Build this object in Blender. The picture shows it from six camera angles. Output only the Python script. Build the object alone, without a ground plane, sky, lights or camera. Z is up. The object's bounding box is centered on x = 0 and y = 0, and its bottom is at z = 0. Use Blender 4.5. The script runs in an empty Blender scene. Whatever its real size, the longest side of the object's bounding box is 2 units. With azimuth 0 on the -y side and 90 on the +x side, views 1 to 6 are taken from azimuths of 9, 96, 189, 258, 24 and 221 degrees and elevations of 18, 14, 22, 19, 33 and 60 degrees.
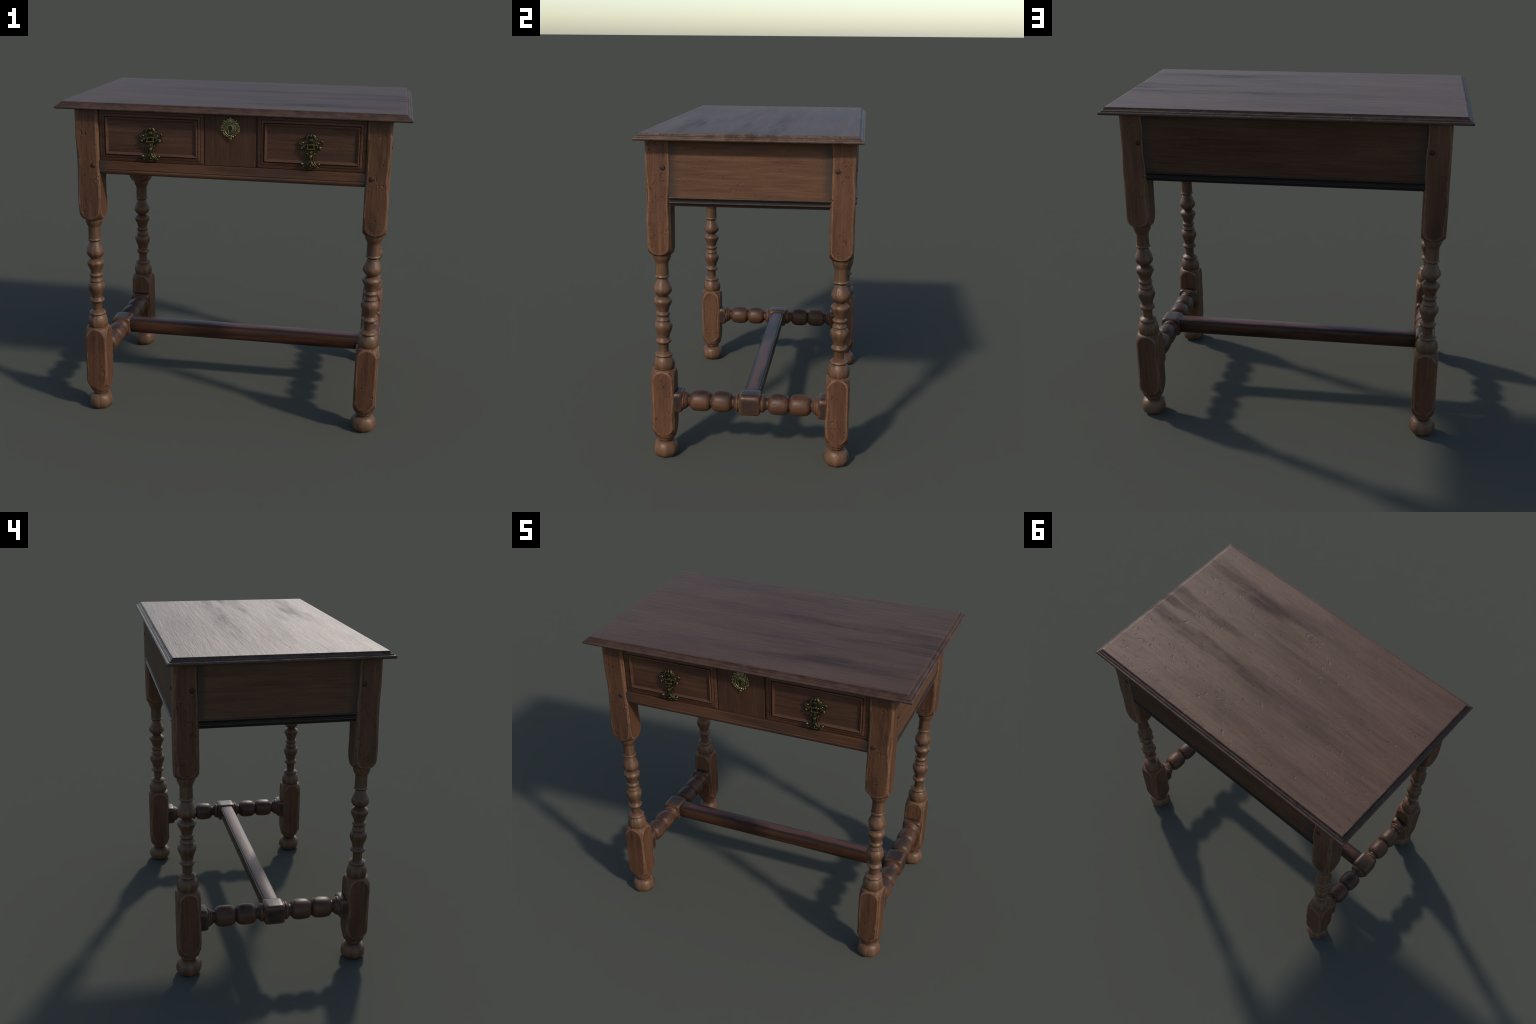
import bpy, bmesh, math, random
from mathutils import Vector, Matrix, noise

rnd = random.Random(11)
TAU = math.tau

# ------------------------------------------------------------------ helpers
def link(ob, parent=None):
    bpy.context.scene.collection.objects.link(ob)
    if parent is not None:
        ob.parent = parent
    return ob

def make(name, bm, mat, parent, loc=(0, 0, 0), smooth=35.0, mats=None):
    """bmesh -> object; faces smooth except across edges sharper than `smooth`."""
    bmesh.ops.recalc_face_normals(bm, faces=bm.faces[:])
    me = bpy.data.meshes.new(name)
    if smooth is not None:
        lim = math.radians(smooth)
        for f in bm.faces:
            f.smooth = True
        for e in bm.edges:
            if len(e.link_faces) == 2 and e.calc_face_angle(0.0) > lim:
                e.smooth = False
    bm.to_mesh(me)
    bm.free()
    for m in (mats or [mat]):
        me.materials.append(m)
    ob = bpy.data.objects.new(name, me)
    ob.location = loc
    return link(ob, parent)

def lerp_profile(pts, z):
    """pts: list of (z, r) sorted by z."""
    if z <= pts[0][0]:
        return pts[0][1]
    for (a, ra), (b, rb) in zip(pts, pts[1:]):
        if z <= b:
            if b - a < 1e-9:
                return rb
            t = (z - a) / (b - a)
            return ra + (rb - ra) * t
    return pts[-1][1]

def refine(pts, step):
    """insert extra samples along a polyline profile."""
    out = [pts[0]]
    for (a, ra), (b, rb) in zip(pts, pts[1:]):
        n = max(1, int(math.hypot(b - a, rb - ra) / step))
        for k in range(1, n + 1):
            t = k / n
            out.append((a + (b - a) * t, ra + (rb - ra) * t))
    return out

def smooth_spline(pts, sub=4):
    """Catmull-Rom through profile points (used for rounded bulbs)."""
    out = []
    n = len(pts)
    for i in range(n - 1):
        p0 = pts[max(i - 1, 0)]; p1 = pts[i]; p2 = pts[i + 1]; p3 = pts[min(i + 2, n - 1)]
        for k in range(sub):
            t = k / sub
            q = []
            for c in range(2):
                q.append(0.5 * (2 * p1[c] + (p2[c] - p0[c]) * t
                                + (2 * p0[c] - 5 * p1[c] + 4 * p2[c] - p3[c]) * t * t
                                + (-p0[c] + 3 * p1[c] - 3 * p2[c] + p3[c]) * t ** 3))
            out.append(tuple(q))
    out.append(pts[-1])
    return out

def ring_surface(bm, rows, close_ends=True):
    """rows: list of equal-length vertex loops (coordinates) -> skinned tube."""
    vs = [[bm.verts.new(p) for p in row] for row in rows]
    n = len(rows[0])
    for a, b in zip(vs, vs[1:]):
        for i in range(n):
            j = (i + 1) % n
            bm.faces.new((a[i], a[j], b[j], b[i]))
    if close_ends:
        bm.faces.new(vs[0][::-1])
        bm.faces.new(vs[-1])
    return vs

def box(bm, x0, x1, y0, y1, z0, z1, bevel=0.0, seg=2):
    r = bmesh.ops.create_cube(bm, size=1.0)
    for v in r['verts']:
        v.co = Vector((x0 + (v.co.x + .5) * (x1 - x0), y0 + (v.co.y + .5) * (y1 - y0),
                       z0 + (v.co.z + .5) * (z1 - z0)))
    if bevel > 0:
        ed = list({e for v in r['verts'] for e in v.link_edges})
        bmesh.ops.bevel(bm, geom=ed, offset=bevel, segments=seg, affect='EDGES', profile=0.5)

def blob(bm, c, r, seg=12, ring=8, rot=0.0):
    m = Matrix.Translation(Vector(c)) @ Matrix.Rotation(rot, 4, 'Y') @ Matrix.Diagonal((*r, 1.0))
    bmesh.ops.create_uvsphere(bm, u_segments=seg, v_segments=ring, radius=1.0, matrix=m)

def tube(bm, pts, rad, seg=8):
    """tube through points; rad is a number or one radius per point."""
    pts = [Vector(p) for p in pts]
    rows = []
    for i, p in enumerate(pts):
        d = (pts[min(i + 1, len(pts) - 1)] - pts[max(i - 1, 0)]).normalized()
        a = d.cross(Vector((0, 1, 0)))
        if a.length < 1e-4:
            a = d.cross(Vector((1, 0, 0)))
        a.normalize()
        b = d.cross(a).normalized()
        r = rad[i] if isinstance(rad, (list, tuple)) else rad
        rows.append([p + (a * math.cos(TAU * k / seg) + b * math.sin(TAU * k / seg)) * r for k in range(seg)])
    ring_surface(bm, rows)

def closed_tube(bm, pts, rad, seg=8):
    n = len(pts)
    pts = [Vector(p) for p in pts]
    vs = []
    for i, p in enumerate(pts):
        d = (pts[(i + 1) % n] - pts[i - 1]).normalized()
        a = d.cross(Vector((0, 1, 0))).normalized()
        b = Vector((0, 1, 0))
        vs.append([bm.verts.new(p + (a * math.cos(TAU * k / seg) + b * math.sin(TAU * k / seg)) * rad) for k in range(seg)])
    for i in range(n):
        A = vs[i]; B = vs[(i + 1) % n]
        for k in range(seg):
            l = (k + 1) % seg
            bm.faces.new((A[k], A[l], B[l], B[k]))

def plate(bm, outline, y_back, y_front, bevel, dome=0.0):
    """thick plate in the xz plane with a rounded front edge."""
    cx = sum(p[0] for p in outline) / len(outline)
    cz = sum(p[1] for p in outline) / len(outline)
    def inset(f):
        return [(cx + (x - cx) * f, cz + (z - cz) * f) for x, z in outline]
    rows = [[(x, y_back, z) for x, z in outline],
            [(x, y_front + bevel, z) for x, z in outline],
            [(x, y_front + bevel * .3, z) for x, z in inset(.95)],
            [(x, y_front - dome * .5, z) for x, z in inset(.80)],
            [(x, y_front - dome, z) for x, z in inset(.4)]]
    ring_surface(bm, rows)

# ---------------------------------------------------------------- materials
class Nodes:
    def __init__(self, name):
        self.mat = bpy.data.materials.new(name)
        self.mat.use_nodes = True
        self.t = self.mat.node_tree
        self.t.nodes.clear()
        self.out = self.t.nodes.new('ShaderNodeOutputMaterial')
        self.bsdf = self.t.nodes.new('ShaderNodeBsdfPrincipled')
        self.l(self.bsdf.outputs[0], self.out.inputs[0])
    def l(self, a, b):
        self.t.links.new(a, b)
    def n(self, kind, **kw):
        nd = self.t.nodes.new(kind)
        for k, v in kw.items():
            setattr(nd, k, v)
        return nd
    def put(self, sock, v):
        if hasattr(v, 'is_output'):
            self.l(v, sock)
        else:
            sock.default_value = v
    def math(self, op, a, b=0.0, c=None, clamp=False):
        nd = self.n('ShaderNodeMath', operation=op, use_clamp=clamp)
        self.put(nd.inputs[0], a); self.put(nd.inputs[1], b)
        if c is not None:
            self.put(nd.inputs[2], c)
        return nd.outputs[0]
    def remap(self, v, a, b, c=0.0, d=1.0):
        nd = self.n('ShaderNodeMapRange', interpolation_type='SMOOTHSTEP')
        self.put(nd.inputs['Value'], v)
        nd.inputs['From Min'].default_value = a; nd.inputs['From Max'].default_value = b
        nd.inputs['To Min'].default_value = c; nd.inputs['To Max'].default_value = d
        return nd.outputs[0]
    def mix(self, f, a, b, mode='MIX'):
        nd = self.n('ShaderNodeMix', data_type='RGBA', blend_type=mode)
        self.put(nd.inputs[0], f)
        for s, v in ((nd.inputs[6], a), (nd.inputs[7], b)):
            if hasattr(v, 'is_output'):
                self.l(v, s)
            else:
                s.default_value = (*v, 1.0) if len(v) == 3 else v
        return nd.outputs[2]
    def noise(self, vec, scale, detail=3.0, rough=.55, dist=0.0):
        nd = self.n('ShaderNodeTexNoise')
        self.l(vec, nd.inputs['Vector'])
        nd.inputs['Scale'].default_value = scale
        nd.inputs['Detail'].default_value = detail
        nd.inputs['Roughness'].default_value = rough
        nd.inputs['Distortion'].default_value = dist
        return nd.outputs[0]
    def scaled(self, vec, s):
        nd = self.n('ShaderNodeMapping')
        self.l(vec, nd.inputs[0])
        nd.inputs['Scale'].default_value = s
        return nd.outputs[0]
    def ramp(self, v, stops):
        nd = self.n('ShaderNodeValToRGB')
        self.put(nd.inputs[0], v)
        el = nd.color_ramp.elements
        while len(el) < len(stops):
            el.new(0.5)
        for e, (p, c) in zip(el, stops):
            e.position = p
            e.color = (*c, 1.0)
        return nd.outputs[0]

def along(axis, fine, coarse):
    s = [fine] * 3
    s[axis] = coarse
    return tuple(s)

def wood(name, axis, dark, mid, light, rough=.5, edge=None, edge_amt=0.0, cavity=0.0,
         stain=None, stain_amt=0.0, grain_bump=.35, dents=.0, vary=True, spec=.5, extra=None, dent_scale=28.0,
         scratch=0.0, bevel=0.0, plane='xy', ao=0.0, ao_dist=.015, tint=(1, .95, .88)):
    N = Nodes(name)
    tc = N.n('ShaderNodeTexCoord')
    pos = tc.outputs['Object']
    if vary:
        oi = N.n('ShaderNodeObjectInfo')
        off = N.n('ShaderNodeVectorMath', operation='ADD')
        N.l(pos, off.inputs[0])
        sc = N.math('MULTIPLY', oi.outputs['Random'], 37.0)
        N.l(sc, off.inputs[1])
        gp = off.outputs[0]
    else:
        gp = pos
    fine = N.noise(N.scaled(gp, along(axis, 95, 5.0)), 1.0, 3.0, .6, .4)
    streak = N.noise(N.scaled(gp, along(axis, 26, 1.7)), 1.0, 4.0, .6, .6)
    big = N.noise(N.scaled(gp, along(axis, 7.0, 1.6)), 1.0, 2.0, .5, .3)
    v = N.math('ADD', N.math('MULTIPLY', fine, .35), N.math('ADD', N.math('MULTIPLY', streak, .4), N.math('MULTIPLY', big, .25)))
    col = N.ramp(v, [(.34, dark), (.50, mid), (.66, light)])
    if stain is not None and stain_amt > 0:
        st = N.remap(N.noise(N.scaled(gp, along(axis, 9.0, 1.9)), 1.0, 3.0, .6, .5), .47, .68)
        col = N.mix(N.math('MULTIPLY', st, stain_amt), col, stain)
    geo = N.n('ShaderNodeNewGeometry')
    if extra is not None:
        col = extra(N, pos, col)
    if edge is not None and edge_amt > 0:
        if bevel > 0:
            bv = N.n('ShaderNodeBevel', samples=6)
            bv.inputs['Radius'].default_value = bevel
            dt = N.n('ShaderNodeVectorMath', operation='DOT_PRODUCT')
            N.l(bv.outputs[0], dt.inputs[0]); N.l(geo.outputs['True Normal'], dt.inputs[1])
            e = N.math('MULTIPLY', N.remap(N.math('SUBTRACT', 1.0, dt.outputs['Value']), .002, .035),
                       N.remap(geo.outputs['Pointiness'], .485, .515))
        else:
            e = N.remap(geo.outputs['Pointiness'], .505, .56)
        wob = N.remap(N.noise(gp, 22.0, 2.0), .3, .6, .45, 1.0)
        col = N.mix(N.math('MULTIPLY', N.math('MULTIPLY', e, wob), edge_amt), col, edge)
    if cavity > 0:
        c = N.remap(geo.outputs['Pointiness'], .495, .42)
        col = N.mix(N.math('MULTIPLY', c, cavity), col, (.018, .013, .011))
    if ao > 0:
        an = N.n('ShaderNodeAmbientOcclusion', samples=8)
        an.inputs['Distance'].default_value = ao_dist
        crevice_shade = N.math('MULTIPLY', N.remap(an.outputs['AO'], .85, .35), ao)
        col = N.mix(crevice_shade, col, (.012, .008, .006))  # ambient occlusion shade of the crevices mixed into the base colour
    scr = None
    if scratch > 0:
        # short nicks lying mostly across the grain
        parts = []
        sp = N.n('ShaderNodeSeparateXYZ'); N.l(gp, sp.inputs[0])
        cb = N.n('ShaderNodeCombineXYZ')
        for i, ch in enumerate(plane):
            N.l(sp.outputs['xyz'.index(ch)], cb.inputs[i])
        for ang, sx, sy, sd in ((1.15, 13.0, 70.0, 0.0), (2.0, 10.0, 80.0, 3.3), (0.35, 17.0, 60.0, 7.1)):
            mp = N.n('ShaderNodeMapping'); N.l(cb.outputs[0], mp.inputs[0])
            mp.inputs['Rotation'].default_value = (0, 0, ang)
            mp.inputs['Location'].default_value = (sd, sd, 0)
            vo = N.n('ShaderNodeTexVoronoi', feature='F1', voronoi_dimensions='2D'); vo.inputs['Scale'].default_value = 1.0
            m2 = N.scaled(mp.outputs[0], (sx, sy, 1.0)); N.l(m2, vo.inputs['Vector'])
            cr = N.n('ShaderNodeSeparateColor'); N.l(vo.outputs['Color'], cr.inputs[0])
            keep = N.math('MULTIPLY', N.remap(cr.outputs[0], .92, .94), N.remap(N.noise(gp, 5.0, 1.0), .38, .55))
            size = N.math('MULTIPLY', N.math('ADD', cr.outputs[1], .25), .16)
            parts.append(N.math('MULTIPLY', N.math('SUBTRACT', 1.0, N.math('DIVIDE', vo.outputs['Distance'], size), clamp=True), keep))
        scr = N.remap(N.math('MAXIMUM', parts[0], N.math('MAXIMUM', parts[1], parts[2])), .0, .5)
        col = N.mix(N.math('MULTIPLY', scr, scratch), col, (.022, .015, .012))
    N.l(col, N.bsdf.inputs['Base Color'])
    # gloss varies with the stains and the grain
    r = N.math('ADD', rough - .09, N.math('MULTIPLY', streak, .18))
    N.l(r, N.bsdf.inputs['Roughness'])
    N.put(N.bsdf.inputs['Specular IOR Level'], N.math('MULTIPLY', N.dull, spec) if hasattr(N, 'dull') else spec)
    N.bsdf.inputs['Specular Tint'].default_value = (*tint, 1.0)
    h = N.math('ADD', N.math('MULTIPLY', fine, .5), N.math('MULTIPLY', streak, .7))
    b = N.n('ShaderNodeBump')
    b.inputs['Strength'].default_value = grain_bump
    b.inputs['Distance'].default_value = .004
    if scr is not None:
        h = N.math('SUBTRACT', h, N.math('MULTIPLY', scr, .6))
    N.l(h, b.inputs['Height'])
    last = b.outputs[0]
    if dents > 0:
        g = N.noise(N.scaled(gp, along(axis, dent_scale, dent_scale * .55)), 1.0, 2.0, .5, .8)
        gate = N.remap(N.noise(gp, 9.0, 1.0), .42, .58, .15, 1.0)
        d = N.math('MULTIPLY', N.remap(g, .60, .74), gate)
        lump = N.noise(N.scaled(gp, along(axis, 30, 12)), 1.0, 2.0)
        hh = N.math('SUBTRACT', N.math('MULTIPLY', lump, .8), d)
        b2 = N.n('ShaderNodeBump')
        b2.inputs['Strength'].default_value = dents
        b2.inputs['Distance'].default_value = .006
        N.l(hh, b2.inputs['Height'])
        N.l(last, b2.inputs['Normal'])
        last = b2.outputs[0]
    N.l(last, N.bsdf.inputs['Normal'])
    return N.mat

BR_D, BR_M, BR_L = (.052, .0205, .0098), (.093, .0385, .0190), (.129, .0590, .0300)

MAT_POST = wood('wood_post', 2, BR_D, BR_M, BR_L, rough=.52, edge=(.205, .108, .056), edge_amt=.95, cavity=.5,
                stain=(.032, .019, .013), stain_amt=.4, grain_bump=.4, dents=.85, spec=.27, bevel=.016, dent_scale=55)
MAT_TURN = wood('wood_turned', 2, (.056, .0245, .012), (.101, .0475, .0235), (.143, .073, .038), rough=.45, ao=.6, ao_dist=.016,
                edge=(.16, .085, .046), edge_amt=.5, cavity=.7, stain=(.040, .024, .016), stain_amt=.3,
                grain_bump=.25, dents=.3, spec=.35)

def stretcher_shade(N, pos, col):
    # grime settles in patches on the upward side
    geo = N.n('ShaderNodeNewGeometry')
    ns = N.n('ShaderNodeSeparateXYZ'); N.l(geo.outputs['Normal'], ns.inputs[0])
    up = N.remap(ns.outputs[2], .15, .9)
    patch = N.remap(N.noise(pos, 7.5, 3.0, .6, .4), .42, .60)
    return N.mix(N.math('MULTIPLY', N.math('MULTIPLY', up, patch), .75), col, (.018, .0125, .0105))

def rail_shade(N, pos, col):
    # long stretcher: rubbed red top, dark along its arrises
    sep = N.n('ShaderNodeSeparateXYZ'); N.l(pos, sep.inputs[0])
    w = N.math('MULTIPLY', N.math('SUBTRACT', N.noise(N.scaled(pos, (4, 18, 18)), 1.0, 4.0), .5), .05)
    ay = N.math('ADD', N.math('ABSOLUTE', sep.outputs[1]), w)
    edge = N.math('MULTIPLY', N.remap(ay, .016, .032), N.remap(sep.outputs[2], .030, .046))
    ends = N.remap(N.math('ABSOLUTE', sep.outputs[0]), .70, .765)
    top = N.remap(sep.outputs[2], .044, .049)
    col = N.mix(N.math('MULTIPLY', top, .7), col, (.098, .043, .033))
    crease = N.math('MULTIPLY', N.remap(N.math('ABSOLUTE', sep.outputs[1]), .0385, .0405), N.remap(sep.outputs[2], .0415, .0445))
    edge = N.math('MAXIMUM', edge, crease)
    m = N.math('MAXIMUM', N.math('MULTIPLY', edge, .8), N.math('MULTIPLY', ends, .6))
    return N.mix(m, col, (.014, .011, .011))

def block_shade(N, pos, col):
    # face centres have gone dark, the rubbed rounded edges stay brown
    geo = N.n('ShaderNodeNewGeometry')
    ns = N.n('ShaderNodeSeparateXYZ'); N.l(geo.outputs['Normal'], ns.inputs[0])
    flat = N.math('MAXIMUM', N.math('ABSOLUTE', ns.outputs[0]), N.math('ABSOLUTE', ns.outputs[2]))
    m = N.math('MULTIPLY', N.remap(flat, .965, .9995), N.remap(N.noise(pos, 14.0, 2.0), .3, .6, .4, 1.0))
    return N.mix(N.math('MULTIPLY', m, .8), col, (.020, .015, .013))

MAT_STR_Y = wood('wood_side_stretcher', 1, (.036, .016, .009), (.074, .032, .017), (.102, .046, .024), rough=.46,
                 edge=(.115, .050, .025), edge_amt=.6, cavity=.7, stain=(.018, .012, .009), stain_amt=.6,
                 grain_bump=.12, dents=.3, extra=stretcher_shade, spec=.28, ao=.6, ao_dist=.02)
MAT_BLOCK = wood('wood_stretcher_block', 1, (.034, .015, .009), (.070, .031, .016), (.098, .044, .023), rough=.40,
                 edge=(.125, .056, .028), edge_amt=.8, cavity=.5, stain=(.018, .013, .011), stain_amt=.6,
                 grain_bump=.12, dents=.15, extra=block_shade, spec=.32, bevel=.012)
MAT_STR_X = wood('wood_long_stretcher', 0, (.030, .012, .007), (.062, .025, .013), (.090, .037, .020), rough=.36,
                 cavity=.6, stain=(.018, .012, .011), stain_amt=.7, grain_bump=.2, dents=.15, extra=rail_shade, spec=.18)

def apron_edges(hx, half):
    """baked occlusion shade painted into the colour toward the two ends of a board (board runs along axis hx)."""
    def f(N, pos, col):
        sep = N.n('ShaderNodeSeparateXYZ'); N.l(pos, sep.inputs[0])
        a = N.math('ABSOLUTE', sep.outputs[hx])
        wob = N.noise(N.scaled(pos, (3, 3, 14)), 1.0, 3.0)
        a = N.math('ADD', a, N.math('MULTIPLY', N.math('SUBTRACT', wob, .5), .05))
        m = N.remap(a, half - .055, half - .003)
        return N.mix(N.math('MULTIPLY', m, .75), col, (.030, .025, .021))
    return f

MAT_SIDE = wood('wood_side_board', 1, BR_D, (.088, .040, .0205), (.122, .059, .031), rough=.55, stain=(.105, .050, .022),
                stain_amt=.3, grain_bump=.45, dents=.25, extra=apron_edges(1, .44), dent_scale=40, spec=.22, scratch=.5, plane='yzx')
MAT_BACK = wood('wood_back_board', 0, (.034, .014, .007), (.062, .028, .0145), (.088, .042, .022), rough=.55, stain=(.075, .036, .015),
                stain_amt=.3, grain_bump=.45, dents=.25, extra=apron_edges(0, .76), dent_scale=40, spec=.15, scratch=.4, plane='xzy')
MAT_DARK_Y = wood('dark_moulding_side', 1, (.008, .006, .005), (.013, .010, .009), (.019, .015, .013), rough=.45, spec=.25, grain_bump=.15,
                  edge=(.10, .058, .037), edge_amt=.7, bevel=.004)
MAT_DARK_X = wood('dark_moulding_back', 0, (.008, .006, .005), (.013, .010, .009), (.019, .015, .013), rough=.45, spec=.22, grain_bump=.15,
                  edge=(.05, .036, .027), edge_amt=.4, bevel=.004)
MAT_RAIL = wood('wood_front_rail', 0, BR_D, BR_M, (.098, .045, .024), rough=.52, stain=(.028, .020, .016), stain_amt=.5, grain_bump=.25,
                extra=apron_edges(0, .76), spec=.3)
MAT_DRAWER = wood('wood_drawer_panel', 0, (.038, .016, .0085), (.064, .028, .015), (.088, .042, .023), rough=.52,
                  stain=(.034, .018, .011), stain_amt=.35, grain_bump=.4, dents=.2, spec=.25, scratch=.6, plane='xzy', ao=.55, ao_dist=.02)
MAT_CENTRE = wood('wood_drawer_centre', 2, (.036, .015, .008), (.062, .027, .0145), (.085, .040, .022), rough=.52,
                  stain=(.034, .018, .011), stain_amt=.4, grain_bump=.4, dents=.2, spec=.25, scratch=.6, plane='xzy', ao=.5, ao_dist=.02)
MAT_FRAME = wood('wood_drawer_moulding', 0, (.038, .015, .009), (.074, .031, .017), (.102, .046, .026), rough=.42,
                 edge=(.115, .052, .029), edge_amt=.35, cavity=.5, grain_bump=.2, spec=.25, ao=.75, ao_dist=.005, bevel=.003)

# dark streaks that ran along the grain of the top: centre x, y, half length, half width, strength
STREAKS = [(.52, .123, .48, .032, 1.0), (-.08, .135, .42, .060, .55), (.93, .012, .16, .022, .9), (.74, -.065, .28, .026, .8),
           (.43, -.375, .20, .045, 1.0), (.12, -.435, .22, .030, .5), (.78, -.400, .12, .030, .7), (.12, .430, .28, .050, .4),
           (.30, -.27, .18, .030, .45), (-.35, -.10, .35, .045, .35)]

def top_stains(N, pos, col):
    sep = N.n('ShaderNodeSeparateXYZ'); N.l(pos, sep.inputs[0])
    X, Y = sep.outputs[0], sep.outputs[1]
    wy = N.math('MULTIPLY', N.math('SUBTRACT', N.noise(N.scaled(pos, (1.8, 4.0, 1)), 1.0, 3.0, .55), .5), .11)
    wx = N.math('MULTIPLY', N.math('SUBTRACT', N.noise(N.scaled(pos, (3.0, 30.0, 1)), 1.0, 3.0, .6), .5), .5)
    Xw, Yw = N.math('ADD', X, wx), N.math('ADD', Y, wy)
    total = None
    for cx, cy, hl, hw, k in STREAKS:
        a = N.math('DIVIDE', N.math('SUBTRACT', Xw, cx), hl)
        b = N.math('DIVIDE', N.math('SUBTRACT', Yw, cy), hw)
        d = N.math('ADD', N.math('MULTIPLY', a, a), N.math('MULTIPLY', b, b))
        m = N.remap(d, 4.2, .0, 0.0, k)
        total = m if total is None else N.math('MAXIMUM', total, m)
    n1 = N.remap(N.noise(N.scaled(pos, (1.3, 7.0, 1)), 1.0, 3.0, .55, .6), .46, .74, 0.0, .5)
    total = N.math('MAXIMUM', total, n1)
    total = N.math('MULTIPLY', total, N.remap(N.noise(N.scaled(pos, (3.5, 12, 1)), 1.0, 3.0, .6), .32, .58, .45, 1.0))
    N.dull = N.math('SUBTRACT', 1.0, N.math('MULTIPLY', total, .70), clamp=True)
    col = N.mix(N.math('MULTIPLY', total, .58), col, (.024, .019, .018))
    ochre = N.remap(N.noise(N.scaled(pos, (1.5, 4.5, 1)), 1.0, 3.0), .42, .66)
    col = N.mix(N.math('MULTIPLY', ochre, .35), col, (.085, .049, .026))
    ax = N.math('ABSOLUTE', X); ay = N.math('ABSOLUTE', Y)
    rim = N.math('MAXIMUM', N.remap(ax, .962, .970), N.remap(ay, .578, .586))
    ed = N.noise(N.scaled(pos, (18, 18, 40)), 1.0, 3.0)
    rimcol = N.mix(N.remap(ed, .35, .65), (.030, .015, .011), (.062, .031, .020))
    return N.mix(N.math('MULTIPLY', rim, .85), col, rimcol)

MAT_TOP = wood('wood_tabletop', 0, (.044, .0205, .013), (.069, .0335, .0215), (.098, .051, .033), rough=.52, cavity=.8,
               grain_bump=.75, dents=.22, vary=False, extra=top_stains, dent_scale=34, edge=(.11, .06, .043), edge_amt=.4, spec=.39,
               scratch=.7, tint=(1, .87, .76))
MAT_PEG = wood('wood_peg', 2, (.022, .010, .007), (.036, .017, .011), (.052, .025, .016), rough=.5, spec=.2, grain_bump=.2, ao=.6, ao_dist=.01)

def metal(name, base, deep, rough, ao=.008):
    N = Nodes(name)
    tc = N.n('ShaderNodeTexCoord')
    geo = N.n('ShaderNodeNewGeometry')
    an = N.n('ShaderNodeAmbientOcclusion', samples=8)
    an.inputs['Distance'].default_value = ao
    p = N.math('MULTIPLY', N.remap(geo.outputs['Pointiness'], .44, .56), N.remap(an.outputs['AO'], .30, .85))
    n = N.noise(tc.outputs['Object'], 160.0, 3.0)
    m = N.math('MULTIPLY', p, N.remap(n, .3, .65, .45, 1.0))
    N.l(N.mix(m, deep, base), N.bsdf.inputs['Base Color'])
    N.bsdf.inputs['Metallic'].default_value = .85
    N.bsdf.inputs['Roughness'].default_value = rough
    b = N.n('ShaderNodeBump'); b.inputs['Strength'].default_value = .6; b.inputs['Distance'].default_value = .002
    N.l(N.noise(tc.outputs['Object'], 220.0, 2.0), b.inputs['Height'])
    N.l(b.outputs[0], N.bsdf.inputs['Normal'])
    return N.mat

MAT_BRASS = metal('aged_brass', (.120, .093, .040), (.005, .0045, .004), .36)
MAT_BRASS_B = metal('brass', (.36, .30, .125), (.014, .013, .008), .26)
MAT_COPPER = metal('copper_pin', (.75, .36, .25), (.30, .12, .08), .35)
MAT_KEY_PLATE = metal('dark_keyhole_plate', (.075, .058, .034), (.03, .024, .016), .6)  # dark tone of the plate that stands in for the key opening

# --------------------------------------------------------------------- root
root = bpy.data.objects.new('side_table', None)
root.empty_display_size = .1
link(root)
root['label'] = 'antique dark wooden side table with drawer and turned legs'
root['category'] = 'table'

# ----------------------------------------------------------------- tabletop
HX, HY, ZB, ZT = 1.0, .617, 1.893, 1.9335
# edge moulding: (distance in from the outermost line, height)
EDGE = [(.060, ZB), (.010, ZB), (.0045, ZB + .0012), (.0013, ZB + .0045), (0, ZB + .009), (.0012, ZB + .0135), (.0045, ZB + .0172),
        (.0080, ZB + .0185), (.0112, ZB + .0178), (.0122, ZB + .0178), (.0140, ZB + .0218), (.0172, ZB + .0252), (.0210, ZB + .0278),
        (.0240, ZB + .0285), (.0252, ZB + .0278), (.0258, ZB + .0318), (.0275, ZB + .0332), (.0295, ZB + .0328), (.0302, ZB + .0330),
        (.0308, ZT - .0014), (.0322, ZT - .0002), (.040, ZT)]

def rect_ring(hx, hy, nx, ny):
    pts = []
    for k in range(nx): pts.append((-hx + 2 * hx * k / nx, -hy))
    for k in range(ny): pts.append((hx, -hy + 2 * hy * k / ny))
    for k in range(nx): pts.append((hx - 2 * hx * k / nx, hy))
    for k in range(ny): pts.append((-hx, hy - 2 * hy * k / ny))
    return pts

def build_tabletop():
    bm = bmesh.new()
    rows = []
    nx, ny = 260, 160
    for i, (d, z) in enumerate(EDGE):
        row = []
        for x, y in rect_ring(HX - d, HY - d, nx, ny):
            sx = x / (HX - d); sy = y / (HY - d)
            w = noise.noise(Vector((sx * 22, sy * 14, i * .35)))
            chip = max(0.0, noise.noise(Vector((sx * 9 + 3, sy * 6, i * .22 + 7))) - .28)
            nick = max(0.0, noise.noise(Vector((sx * 60 + 3, sy * 40, i * .5))) - .3)
            on = 1.0 if 2 <= i <= len(EDGE) - 3 else 0.0
            a = on * (w * .0006 + chip * .006 + nick * .006 * (1 if i > 12 else .4))
            row.append((x - math.copysign(a, x) * (abs(sx) > .999), y - math.copysign(a, y) * (abs(sy) > .999),
                        z - on * a * (.45 if i > 8 else 0)))
        rows.append(row)
    ring_surface(bm, rows)
    return make('tabletop', bm, MAT_TOP, root, smooth=50)

build_tabletop()

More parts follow.
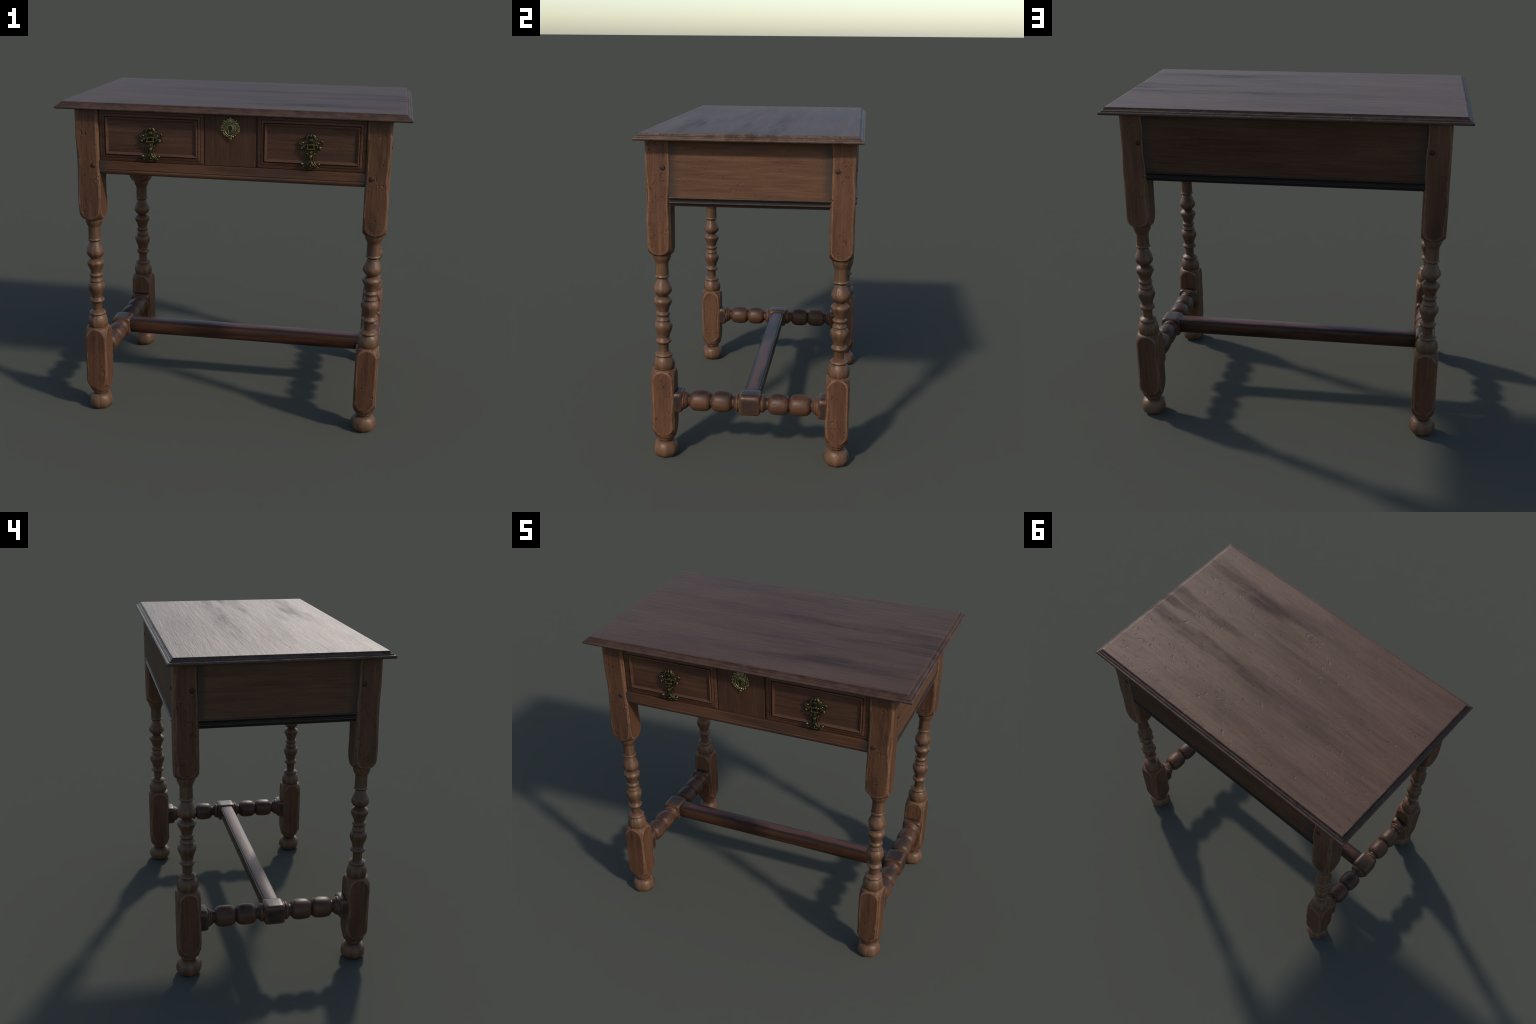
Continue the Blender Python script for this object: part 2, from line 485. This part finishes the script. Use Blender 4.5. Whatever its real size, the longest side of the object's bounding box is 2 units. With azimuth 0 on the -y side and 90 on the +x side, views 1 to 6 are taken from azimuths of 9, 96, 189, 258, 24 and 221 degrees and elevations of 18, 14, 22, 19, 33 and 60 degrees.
# --------------------------------------------------------------------- legs
LX, LY, HW = .8285, .5085, .0680      # leg axis, half width of the square blocks

def square_r(th, h, ch):
    """polar radius of a square with chamfered corners."""
    c, s = abs(math.cos(th)), abs(math.sin(th))
    r = h / max(c, s)
    return min(r, (2 * h - ch) / math.sqrt(2) / ((c + s) / math.sqrt(2)))

def block_mesh(ends, z0, z1, step, seed, h=HW, chamfer=.010, nth=128, wob=.006, hollow=0.0):
    """square timber block whose ends were turned on a lathe: square prism cut by a revolved profile."""
    bm = bmesh.new()
    zs = sorted({round(z0 + (z1 - z0) * k / max(1, int((z1 - z0) / step)), 5) for k in range(int((z1 - z0) / step) + 1)}
                | {round(z, 5) for z, _ in ends} | {z0, z1})
    rows = []
    for z in zs:
        R = lerp_profile(ends, z)
        row = []
        for k in range(nth):
            th = TAU * k / nth
            q = int(((th / TAU) * 4) % 4)
            ch = chamfer + wob * noise.noise(Vector((seed + q * 5.1, z * 6.0, 0))) * 2
            f = square_r(th, h, max(ch, .004))
            r = min(f, R)
            x, y = r * math.cos(th), r * math.sin(th)
            a = .0005 * noise.noise(Vector((x * 14 + seed, y * 14, z * 9)))
            row.append((x * (1 + a / .07), y * (1 + a / .07), z))
        rows.append(row)
    ring_surface(bm, rows)
    return bm

def turned_mesh(prof, nth=32, octo=1.0, axis=2, seed=0.0, rough=.0008):
    """lathe profile with slightly eight-sided section (low-polygon facets, not cut in the wood) and rounded shading."""
    bm = bmesh.new()
    rows, nrm = [], []
    n = len(prof)
    for i, (z, R) in enumerate(prof):
        a = prof[max(i - 1, 0)]; b = prof[min(i + 1, n - 1)]
        dz, dr = b[0] - a[0], b[1] - a[1]
        L = math.hypot(dz, dr) or 1.0
        row = []
        for k in range(nth):
            th = TAU * k / nth
            m = (th % (TAU / 8)) - TAU / 16
            f = 1 - octo + octo * math.cos(TAU / 16) / math.cos(m)
            r = R * f + rough * noise.noise(Vector((math.cos(th) * 1.6 + seed, math.sin(th) * 1.6, z * 24)))
            p = (r * math.cos(th), r * math.sin(th), z)
            nn = Vector((math.cos(th) * dz / L, math.sin(th) * dz / L, -dr / L))
            if axis == 1:
                p = (p[0], p[2], -p[1]); nn = Vector((nn.x, nn.z, -nn.y))
            row.append(p); nrm.append(nn.normalized())
        rows.append(row)
    ring_surface(bm, rows)
    if prof[-1][0] < prof[0][0]:          # profile listed downward
        nrm = [-v for v in nrm]
    return bm, nrm

def make_turned(name, prof, mat, parent, loc, **kw):
    bm, nrm = turned_mesh(prof, **kw)
    ob = make(name, bm, mat, parent, loc, smooth=180)
    ob.data.normals_split_custom_set_from_vertices([tuple(v) for v in nrm])
    return ob

POST_ENDS = [(1.236, .054), (1.239, .0610), (1.2425, .0660), (1.2455, .0685), (1.253, .0743), (1.266, .0815), (1.284, .0872),
             (1.312, .0920), (1.345, .0990), (1.900, .1000)]
FOOT_ENDS = [(.118, .048), (.121, .055), (.1245, .060), (.132, .0640), (.142, .0665), (.150, .0685), (.158, .0743), (.171, .0815),
             (.190, .0872), (.218, .0920), (.250, .0990), (.440, .0990), (.475, .0922), (.503, .0872), (.521, .0815), (.5345, .0745),
             (.543, .0685), (.549, .0600), (.551, .0480)]
SHAFT = ([(1.2400, .0480), (1.2380, .0530)]
         + smooth_spline([(1.2360, .0540), (1.2200, .0525), (1.2050, .0470), (1.1900, .0395), (1.1830, .0380)], 3)
         + [(1.1820, .0372), (1.1500, .0376), (1.1160, .0382), (1.1120, .0400), (1.1075, .0440), (1.1035, .0432), (1.0990, .0350),
            (1.0965, .0318)]
         + smooth_spline([(1.0940, .0315), (1.0800, .0360), (1.0580, .0455), (1.0400, .0530), (1.0230, .0545), (1.0080, .0480),
                          (.9935, .0350), (.9880, .0295)], 3)
         + smooth_spline([(.9860, .0300), (.9780, .0440), (.9650, .0540), (.9530, .0535), (.9350, .0450), (.9150, .0370),
                          (.8980, .0325)], 3)
         + [(.8955, .0335), (.8890, .0400), (.8830, .0432), (.8775, .0405), (.8720, .0350), (.8650, .0350), (.8570, .0385),
            (.8480, .0435), (.8440, .0428), (.8405, .0385)]
         + smooth_spline([(.8390, .0400), (.8280, .0490), (.8130, .0540), (.7980, .0530), (.7800, .0470), (.7600, .0385),
                          (.7400, .0345)], 3)
         + [(.7370, .0350), (.7300, .0400), (.7240, .0460), (.7180, .0475), (.7120, .0450), (.7030, .0350), (.6990, .0302),
            (.6750, .0292), (.6560, .0290), (.6540, .0310), (.6490, .0400), (.6420, .0500), (.6360, .0535), (.6320, .0530),
            (.6280, .0490), (.6250, .0465)]
         + smooth_spline([(.6240, .0470), (.6100, .0560), (.5930, .0620), (.5750, .0645), (.5580, .0620), (.5430, .0550),
                          (.5350, .0500)], 3))
FOOT = smooth_spline([(.1260, .0520), (.1150, .0530), (.1070, .0500), (.1000, .0440)], 2)[:-1] + \
    [(.0985, .0430)] + smooth_spline([(.0975, .0440), (.0900, .0585), (.0760, .0695), (.0580, .0758), (.0380, .0778), (.0200, .0728),
                                      (.0080, .0640), (.0006, .0555)], 3) + [(.0, .0530)]

PEG_Z_FRONT, PEG_Z_SIDE = 1.570, 1.737

def peg(parent, p, axis, sign):
    bm = bmesh.new()
    rows = []
    for h, r in [(-.004, .0150), (.0003, .0150), (.0025, .0135), (.0044, .0100), (.0052, .0060), (.0050, .0028)]:
        row = []
        for k in range(16):
            a = TAU * k / 16
            u, w = r * math.cos(a), r * math.sin(a)
            row.append((sign * h, u, w) if axis == 0 else (u, sign * h, w))
        rows.append(row)
    ring_surface(bm, rows)
    make('peg', bm, MAT_PEG, parent, p, smooth=60)

for ix in (-1, 1):
    for iy in (-1, 1):
        seed = 3.7 * ix + 9.1 * iy + 20
        leg = make('leg', block_mesh(POST_ENDS, 1.236, 1.900, .012, seed), MAT_POST, root, (ix * LX, iy * LY, 0), smooth=38)
        make_turned('turned_shaft', SHAFT, MAT_TURN, leg, (0, 0, 0), seed=seed)
        make('foot_block', block_mesh(FOOT_ENDS, .118, .551, .010, seed + 2), MAT_POST, leg, (0, 0, 0), smooth=38)
        make_turned('bun_foot', FOOT, MAT_TURN, leg, (0, 0, 0), seed=seed + 5, rough=.0016)
        # pegs pin the rail joints on both outer faces
        peg(leg, (-ix * .0325, iy * HW, PEG_Z_FRONT if iy < 0 else PEG_Z_SIDE), 1, iy)
        peg(leg, (ix * HW, -iy * .0315, PEG_Z_SIDE), 0, ix)

# ------------------------------------------------------------------- aprons
RAIL = .765      # boards run into the posts
# bottom moulding: (offset outward from the board face, height)
MOULD = [(-.030, 1.5745), (-.001, 1.5745), (.0035, 1.5735), (.0050, 1.5705), (.0040, 1.5675), (.0010, 1.5655), (-.0030, 1.5600), (-.0050, 1.5535),
         (-.0040, 1.5485), (-.0005, 1.5470), (.0025, 1.5450), (.0030, 1.5425), (.0015, 1.5400), (-.0030, 1.5370), (-.0075, 1.5310), (-.0100, 1.5225), (-.030, 1.5225)]

def extrude_x(bm, prof, x0, x1, n):
    """profile of (y, z) pairs swept along x."""
    rows = [[(x0 + (x1 - x0) * k / n, y, z) for y, z in prof] for k in range(n + 1)]
    ring_surface(bm, rows)

def rotate_to(bm, ang):
    bmesh.ops.rotate(bm, verts=bm.verts[:], cent=(0, 0, 0), matrix=Matrix.Rotation(ang, 3, 'Z'))

FACE_BACK = .5765
bm = bmesh.new(); box(bm, -RAIL, RAIL, FACE_BACK - .030, FACE_BACK, 1.565, 1.900)
back = make('back_board', bm, MAT_BACK, root)
bm = bmesh.new(); extrude_x(bm, [(FACE_BACK + d, z) for d, z in MOULD], -RAIL, RAIL, 20)
make('moulding', bm, MAT_DARK_X, back, smooth=50)

FACE_SIDE = .8900
for s in (-1, 1):
    bm = bmesh.new(); box(bm, -.030, 0.0, -.445, .445, 1.565, 1.900)
    if s < 0: rotate_to(bm, math.pi)
    sb = make('side_board', bm, MAT_SIDE, root, (s * FACE_SIDE, 0, 0))
    bm = bmesh.new(); extrude_x(bm, [(d, z) for d, z in MOULD], -.445, .445, 20)
    rotate_to(bm, -math.pi / 2 * s)
    make('moulding', bm, MAT_DARK_Y, sb, smooth=50)

# front rail under the drawer
RF = -.5700
prof = [(RF + .034, 1.5985), (RF + .001, 1.5985), (RF, 1.5975), (RF, 1.5515), (RF + .0018, 1.5492), (RF + .0030, 1.5480), (RF + .0012, 1.5440),
        (RF + .0010, 1.5380), (RF + .0030, 1.5310), (RF + .0075, 1.5240), (RF + .0100, 1.5205), (RF + .034, 1.5205)]
bm = bmesh.new(); extrude_x(bm, prof, -RAIL, RAIL, 20)
make('front_rail', bm, MAT_RAIL, root, smooth=30)

# ------------------------------------------------------------------- drawer
DZ0, DZ1 = 1.5995, 1.889
CF = -.5600      # centre stile face
bm = bmesh.new()
box(bm, -.7600, .7600, -.552, -.530, DZ0, 1.900)                # backing board of the drawer front
for s in (-1, 1):
    box(bm, s * .735 - .008, s * .735 + .008, -.531, .500, DZ0 + .004, 1.860)
box(bm, -.728, .728, .484, .500, DZ0 + .004, 1.860)
box(bm, -.728, .728, -.531, .484, DZ0 + .006, DZ0 + .014)
drawer = make('drawer', bm, MAT_DRAWER, root)
bm = bmesh.new(); box(bm, -.1455, .1455, CF, -.5515, DZ0 + .0005, DZ1, .0015, 1)
make('centre_panel', bm, MAT_CENTRE, drawer)

# mitred bolection moulding: (distance in from the frame's outer edge, y of the surface)
FR = [(0, -.5515), (0, -.5588), (.0012, -.5602), (.0080, -.5618), (.0150, -.5636), (.0172, -.5632), (.0178, -.5600), (.0190, -.5600),
      (.0197, -.5650), (.0250, -.5668), (.0315, -.5676), (.0330, -.5662), (.0337, -.5618), (.0350, -.5616), (.0360, -.5670),
      (.0390, -.5718), (.0415, -.5728), (.0440, -.5718), (.0500, -.5672), (.0530, -.5655), (.0536, -.5622), (.0545, -.5618)]
for cx, hw in ((-.4535, .3035), (.4575, .3005)):
    bm = bmesh.new()
    z0, z1 = DZ0 + .001, DZ1
    hz = (z1 - z0) / 2
    nx, nz = 60, 30
    rows = []
    for i, (d, y) in enumerate(FR):
        row = []
        for x, z in rect_ring(hw - d, hz - d, nx, nz):
            a = .0004 * noise.noise(Vector((x * 25 + cx * 9, z * 25, i * .3)))
            row.append((x, y + a * (i > 0), z))
        rows.append(row)
    vs = ring_surface(bm, rows, close_ends=False)
    make('panel_moulding', bm, MAT_FRAME, drawer, (cx, 0, (z0 + z1) / 2), smooth=28)
    bm = bmesh.new()
    box(bm, -(hw - .0540), hw - .0540, -.5620, -.5515, -(hz - .0540), hz - .0540)
    make('drawer_panel', bm, MAT_DRAWER, drawer, (cx, 0, (z0 + z1) / 2))

# ------------------------------------------------------------------ handles
def oval(rx, rz, n=28, cx=0, cz=0):
    return [(cx + rx * math.cos(TAU * k / n), cz + rz * math.sin(TAU * k / n)) for k in range(n)]

def build_handle(loc):
    """back plate with winged shells (y = 0 is the drawer face, -y is outward)."""
    bm = bmesh.new()
    half = [(.000, .002), (.010, .001), (.018, -.006), (.026, -.022), (.034, -.026), (.044, -.034), (.058, -.034), (.067, -.041),
            (.066, -.052), (.058, -.064), (.060, -.076), (.054, -.087), (.044, -.088), (.034, -.078), (.022, -.075), (.012, -.080)]
    outline = half + [(-x, z) for x, z in half[::-1] if x > 0]
    plate(bm, outline, .001, -.006, .003, .004)
    for s in (-1, 1):
        # shoulder swags beside the crest
        tube(bm, [(s * .010, -.010, -.002), (s * .018, -.013, -.009), (s * .024, -.013, -.020), (s * .027, -.010, -.032)],
             [.004, .0062, .0065, .003])
        for k in range(4):
            t = k / 3
            blob(bm, (s * (.014 + .011 * t), -.0165, -.008 - .020 * t), (.0052, .004, .0030), 10, 6, s * .8)
        # wing shell rim
        rim = [(.030, -.030), (.037, -.029), (.044, -.037), (.057, -.036), (.066, -.043), (.063, -.053), (.054, -.062), (.042, -.063), (.032, -.060), (.029, -.048)]
        closed_tube(bm, [(s * x, -.009, z) for x, z in rim], .0030)
        for k in range(4):
            a = -.9 + .6 * k
            tube(bm, [(s * .046, -.009, -.049), (s * (.046 + .014 * math.cos(a)), -.011, -.049 + .010 * math.sin(a))], [.0014, .0022], 6)
        # lower curl of each wing
        blob(bm, (s * .046, -.010, -.071), (.016, .006, .0065), 14, 8, s * .25)
        blob(bm, (s * .052, -.012, -.080), (.0085, .008, .0080))
        blob(bm, (s * .035, -.010, -.075), (.0060, .006, .0060))
        blob(bm, (s * .030, -.009, -.062), (.0050, .005, .0050))
        # socket of the bail
        blob(bm, (s * .019, -.013, -.060), (.0062, .008, .0055))
    # crest bud and ribbed palmette
    blob(bm, (0, -.013, -.012), (.0085, .008, .0115))
    for k in range(-1, 2):
        blob(bm, (k * .0045, -.020, -.011), (.0020, .0025, .0080), 8, 6)
    blob(bm, (0, -.010, -.036), (.0130, .008, .0145))
    for k in range(-2, 3):
        blob(bm, (k * .0050, -.0165 + abs(k) * .0018, -.034 + abs(k) * .0012), (.0021, .0032, .0115), 8, 6, k * .12)
    blob(bm, (0, -.010, -.055), (.0125, .009, .0055))
    h = make('handle', bm, MAT_BRASS, root, loc, smooth=60)

    bm = bmesh.new()
    # bail: hub bar, two arms and ribbed lower bar
    tube(bm, [(-.019, -.017, -.059), (-.008, -.018, -.0585), (.008, -.018, -.0585), (.019, -.017, -.059)], [.0042, .0066, .0066, .0042])
    for s in (-1, 1):
        tube(bm, [(s * .0185, -.018, -.057), (s * .0165, -.021, -.069), (s * .0200, -.021, -.083)], [.0042, .0036, .0044])
    tube(bm, [(-.0225, -.021, -.0825), (.0225, -.021, -.0825)], .0045)
    for k in range(-3, 4):
        blob(bm, (k * .0062, -.0235, -.0825), (.0026, .0035, .0052), 8, 6)
    # flared drop
    half = [(.0105, -.086), (.0115, -.096), (.0125, -.108), (.0140, -.122), (.0160, -.140), (.0190, -.152), (.0270, -.165), (.0380, -.176),
            (.0480, -.185), (.0340, -.187), (.0180, -.190), (.0060, -.191)]
    outline = half + [(-x, z) for x, z in half[::-1]]
    plate(bm, outline, -.008, -.015, .003, .002)
    blob(bm, (0, -.019, -.1015), (.0058, .006, .0052))
    blob(bm, (0, -.018, -.1165), (.0125, .006, .0032))
    blob(bm, (0, -.019, -.1270), (.0105, .008, .0130))
    blob(bm, (0, -.018, -.1385), (.0050, .006, .0050))
    for s in (-1, 1):
        blob(bm, (s * .0205, -.013, -.108), (.0058, .006, .0055))
        tube(bm, [(s * .0112, -.016, -.088), (s * .0130, -.017, -.115), (s * .0165, -.017, -.142), (s * .0220, -.017, -.158),
                  (s * .0340, -.017, -.173), (s * .0470, -.016, -.185)], [.0022, .0026, .0028, .0030, .0032, .0020])
        tube(bm, [(s * .0040, -.017, -.148), (s * .0070, -.019, -.160), (s * .0140, -.018, -.172), (s * .0200, -.017, -.184)],
             [.0014, .0028, .0034, .0018])
        tube(bm, [(s * .0080, -.017, -.150), (s * .0130, -.018, -.160), (s * .0240, -.018, -.174), (s * .0300, -.017, -.184)],
             [.0014, .0026, .0030, .0016])
        blob(bm, (s * .0460, -.013, -.1680), (.0110, .009, .0105))
        blob(bm, (s * .0490, -.021, -.1655), (.0050, .005, .0048))
        blob(bm, (s * .0370, -.014, -.1830), (.0055, .006, .0040))
        blob(bm, (s * .0100, -.018, -.1855), (.0040, .004, .0035))
    tube(bm, [(0, -.017, -.142), (0, -.018, -.170)], .0017)
    blob(bm, (0, -.019, -.1770), (.0078, .006, .0065))
    blob(bm, (0, -.017, -.1880), (.0055, .005, .0035))
    make('drop_pull', bm, MAT_BRASS, h, smooth=60)

    bm = bmesh.new()
    for s in (-1, 1):
        blob(bm, (s * .0425, -.0125, -.0490), (.0036, .0030, .0034))
    make('pin', bm, MAT_COPPER, h, smooth=180)
    return h

for hx in (-.4535, .4545):
    build_handle((hx, -.5625, 1.8050))

# --------------------------------------------------------------- escutcheon
bm = bmesh.new()
half = [(.000, .067), (.006, .058), (.018, .053), (.028, .045), (.035, .051), (.040, .044), (.037, .037), (.046, .031), (.045, .022),
        (.052, .013), (.055, .000), (.053, -.012), (.045, -.022), (.038, -.027), (.034, -.035), (.027, -.039), (.023, -.046),
        (.015, -.049), (.011, -.056), (.006, -.064)]
outline = half + [(0, -.0685)] + [(-x, z) for x, z in half[::-1] if x > 0]
plate(bm, outline, .001, -.0045, .002, .0015)
closed_tube(bm, [(x, -.0075, z) for x, z in oval(.0300, .0335, 36, 0, -.003)], .0030)
closed_tube(bm, [(x, -.0055, z) for x, z in oval(.0360, .0395, 36, 0, -.003)], .0018)
plate(bm, oval(.0280, .0315, 32, 0, -.003), -.002, -.0055, .002, .0035)
# raised rim of the keyhole
key = [(.0100, -.026), (.0090, -.010), (.0135, .001), (.0132, .010), (.0070, .018), (-.0070, .018), (-.0132, .010), (-.0135, .001),
       (-.0090, -.010), (-.0100, -.026)]
closed_tube(bm, [(x, -.0095, z) for x, z in key], .0022)
# chased border: beads and leaf scrolls all round
for k in range(34):
    a = TAU * k / 34 + .05
    rr = .87 + .05 * ((k * 7) % 3 - 1)
    x = .050 * math.cos(a) * rr; z = .0535 * math.sin(a) * rr - .001
    x *= 1 - 4.0 * max(0.0, -z - .012)
    blob(bm, (x, -.0058, z), (.0034 + .0008 * (k % 3), .0036, .0030 + .0007 * ((k + 1) % 3)), 8, 6, a)
for x, z, r in [(.0370, .0455, .0045), (.0505, .008, .0050), (.0485, -.012, .0052), (.0310, -.0350, .0046), (.0175, -.0440, .0046),
                (.0450, .0270, .0040), (.0405, -.0230, .0042)]:
    for s in (-1, 1):
        blob(bm, (s * x, -.0068, z), (r, .0050, r * .85))
for k in range(-3, 4):
    tube(bm, [(k * .002, -.006, .033), (k * .0062, -.008, .045), (k * .0068, -.006, .055 - abs(k) * .003)], [.0016, .0028, .0012], 6)
blob(bm, (0, -.008, .0300), (.0040, .004, .0035))
for s in (-1, 1):
    blob(bm, (s * .0060, -.0085, -.0400), (.0052, .005, .0045))
    tube(bm, [(s * .006, -.006, -.046), (s * .0085, -.007, -.055), (s * .004, -.006, -.064)], [.002, .0026, .0018], 6)
blob(bm, (0, -.007, -.0645), (.0030, .004, .0035))
esc = make('escutcheon', bm, MAT_BRASS_B, drawer, (0.0015, CF, 1.8135), smooth=60)
bm = bmesh.new()
plate(bm, [(x * .95, z * .95) for x, z in key], -.004, -.0092, .0005, 0)
kh = make('keyhole_plate', bm, MAT_KEY_PLATE, drawer, (0.0015, CF, 1.8135))  # solid dark plate inside the rim; no opening is cut
bm = bmesh.new()
blob(bm, (0, -.0075, -.0545), (.0036, .0036, .0040))
make('pin', bm, MAT_COPPER, drawer, (0.0015, CF, 1.8135), smooth=180)

# --------------------------------------------------------------- stretchers
SZ, SH = .3540, .0625
def bead(a, b, r, pinch):
    w = b - a
    return smooth_spline([(a, pinch), (a + .06 * w, pinch + (r - pinch) * .45), (a + .17 * w, pinch + (r - pinch) * .82), (a + .34 * w, r * .985),
                          (a + .5 * w, r), (a + .66 * w, r * .985), (b - .17 * w, pinch + (r - pinch) * .82), (b - .06 * w, pinch + (r - pinch) * .45),
                          (b, pinch)], 3)
HALF = ([(.0560, .0540), (.0650, .0545), (.0660, .0500), (.0690, .0545), (.0740, .0560), (.0800, .0530), (.0880, .0440), (.0940, .0375),
         (.0980, .0355), (.1050, .0360)]
        + bead(.1060, .2290, .0640, .0370)[:-1] + [(.2300, .0400)] + bead(.2310, .3540, .0640, .0400)
        + [(.3560, .0355), (.3630, .0360), (.3670, .0400), (.3740, .0475), (.3810, .0520), (.3840, .0500), (.3850, .0550), (.3910, .0580), (.3970, .0590), (.3990, .0560)])

def round_block(bm, y0, y1, h, seed, corner=.016):
    """rounded square block around the y axis; ends rolled over."""
    n = 64
    ends = [(y0, .55), (y0 + .0015, .80), (y0 + .005, .915), (y0 + .010, .968), (y0 + .017, 1.0), (y1 - .017, 1.0), (y1 - .010, .968),
            (y1 - .005, .915), (y1 - .0015, .80), (y1, .55)]
    rows = []
    for y, f in refine(ends, .012):
        row = []
        for k in range(n):
            th = TAU * k / n
            c, s = math.cos(th), math.sin(th)
            p = 5.5
            r = h * f / (abs(c) ** p + abs(s) ** p) ** (1 / p)
            r = min(r, h * f * 1.30)
            row.append((r * c, y, -r * s))
        rows.append(row)
    ring_surface(bm, rows)

for s in (-1, 1):
    prof = [(-t, r) for t, r in HALF[::-1]] + HALF
    st = make_turned('side_stretcher', prof, MAT_STR_Y, root, (s * LX, 0, SZ), octo=.35, axis=1, seed=s * 4.0, rough=.0012)
    bm = bmesh.new(); round_block(bm, -.0625, .0625, SH, s)
    make('centre_block', bm, MAT_BLOCK, st, smooth=60)
    for e in (-1, 1):
        bm = bmesh.new(); round_block(bm, min(e * .394, e * .460), max(e * .394, e * .460), SH + .001, s)
        make('end_block', bm, MAT_BLOCK, st, smooth=60)

# long stretcher: flat top, rounded belly
bm = bmesh.new()
sec = [(-.034, .0505), (0, .0510), (.034, .0505), (.0385, .0490), (.0405, .0440), (.0430, .0440), (.0475, .0390), (.0505, .0260), (.0515, .0100),
       (.0500, -.0090), (.0455, -.0260), (.0370, -.0390), (.0250, -.0465), (.0120, -.0490), (0, -.0495)]
sec = sec + [(-y, z) for y, z in sec[:2:-1]][1:]
# close the loop starting from the flat top's left edge
rows = []
n = 80
for k in range(n + 1):
    x = -.775 + 1.55 * k / n
    row = []
    for y, z in sec:
        w = .0022 * noise.noise(Vector((x * 3.1, y * 20, 5))) if z > .03 else .0008 * noise.noise(Vector((x * 4, y * 30, z * 30)))
        row.append((x, y + (w if abs(y) > .036 else 0), z + w * .5))
    rows.append(row)
ring_surface(bm, rows)
make('long_stretcher', bm, MAT_STR_X, root, (0, 0, SZ), smooth=30)
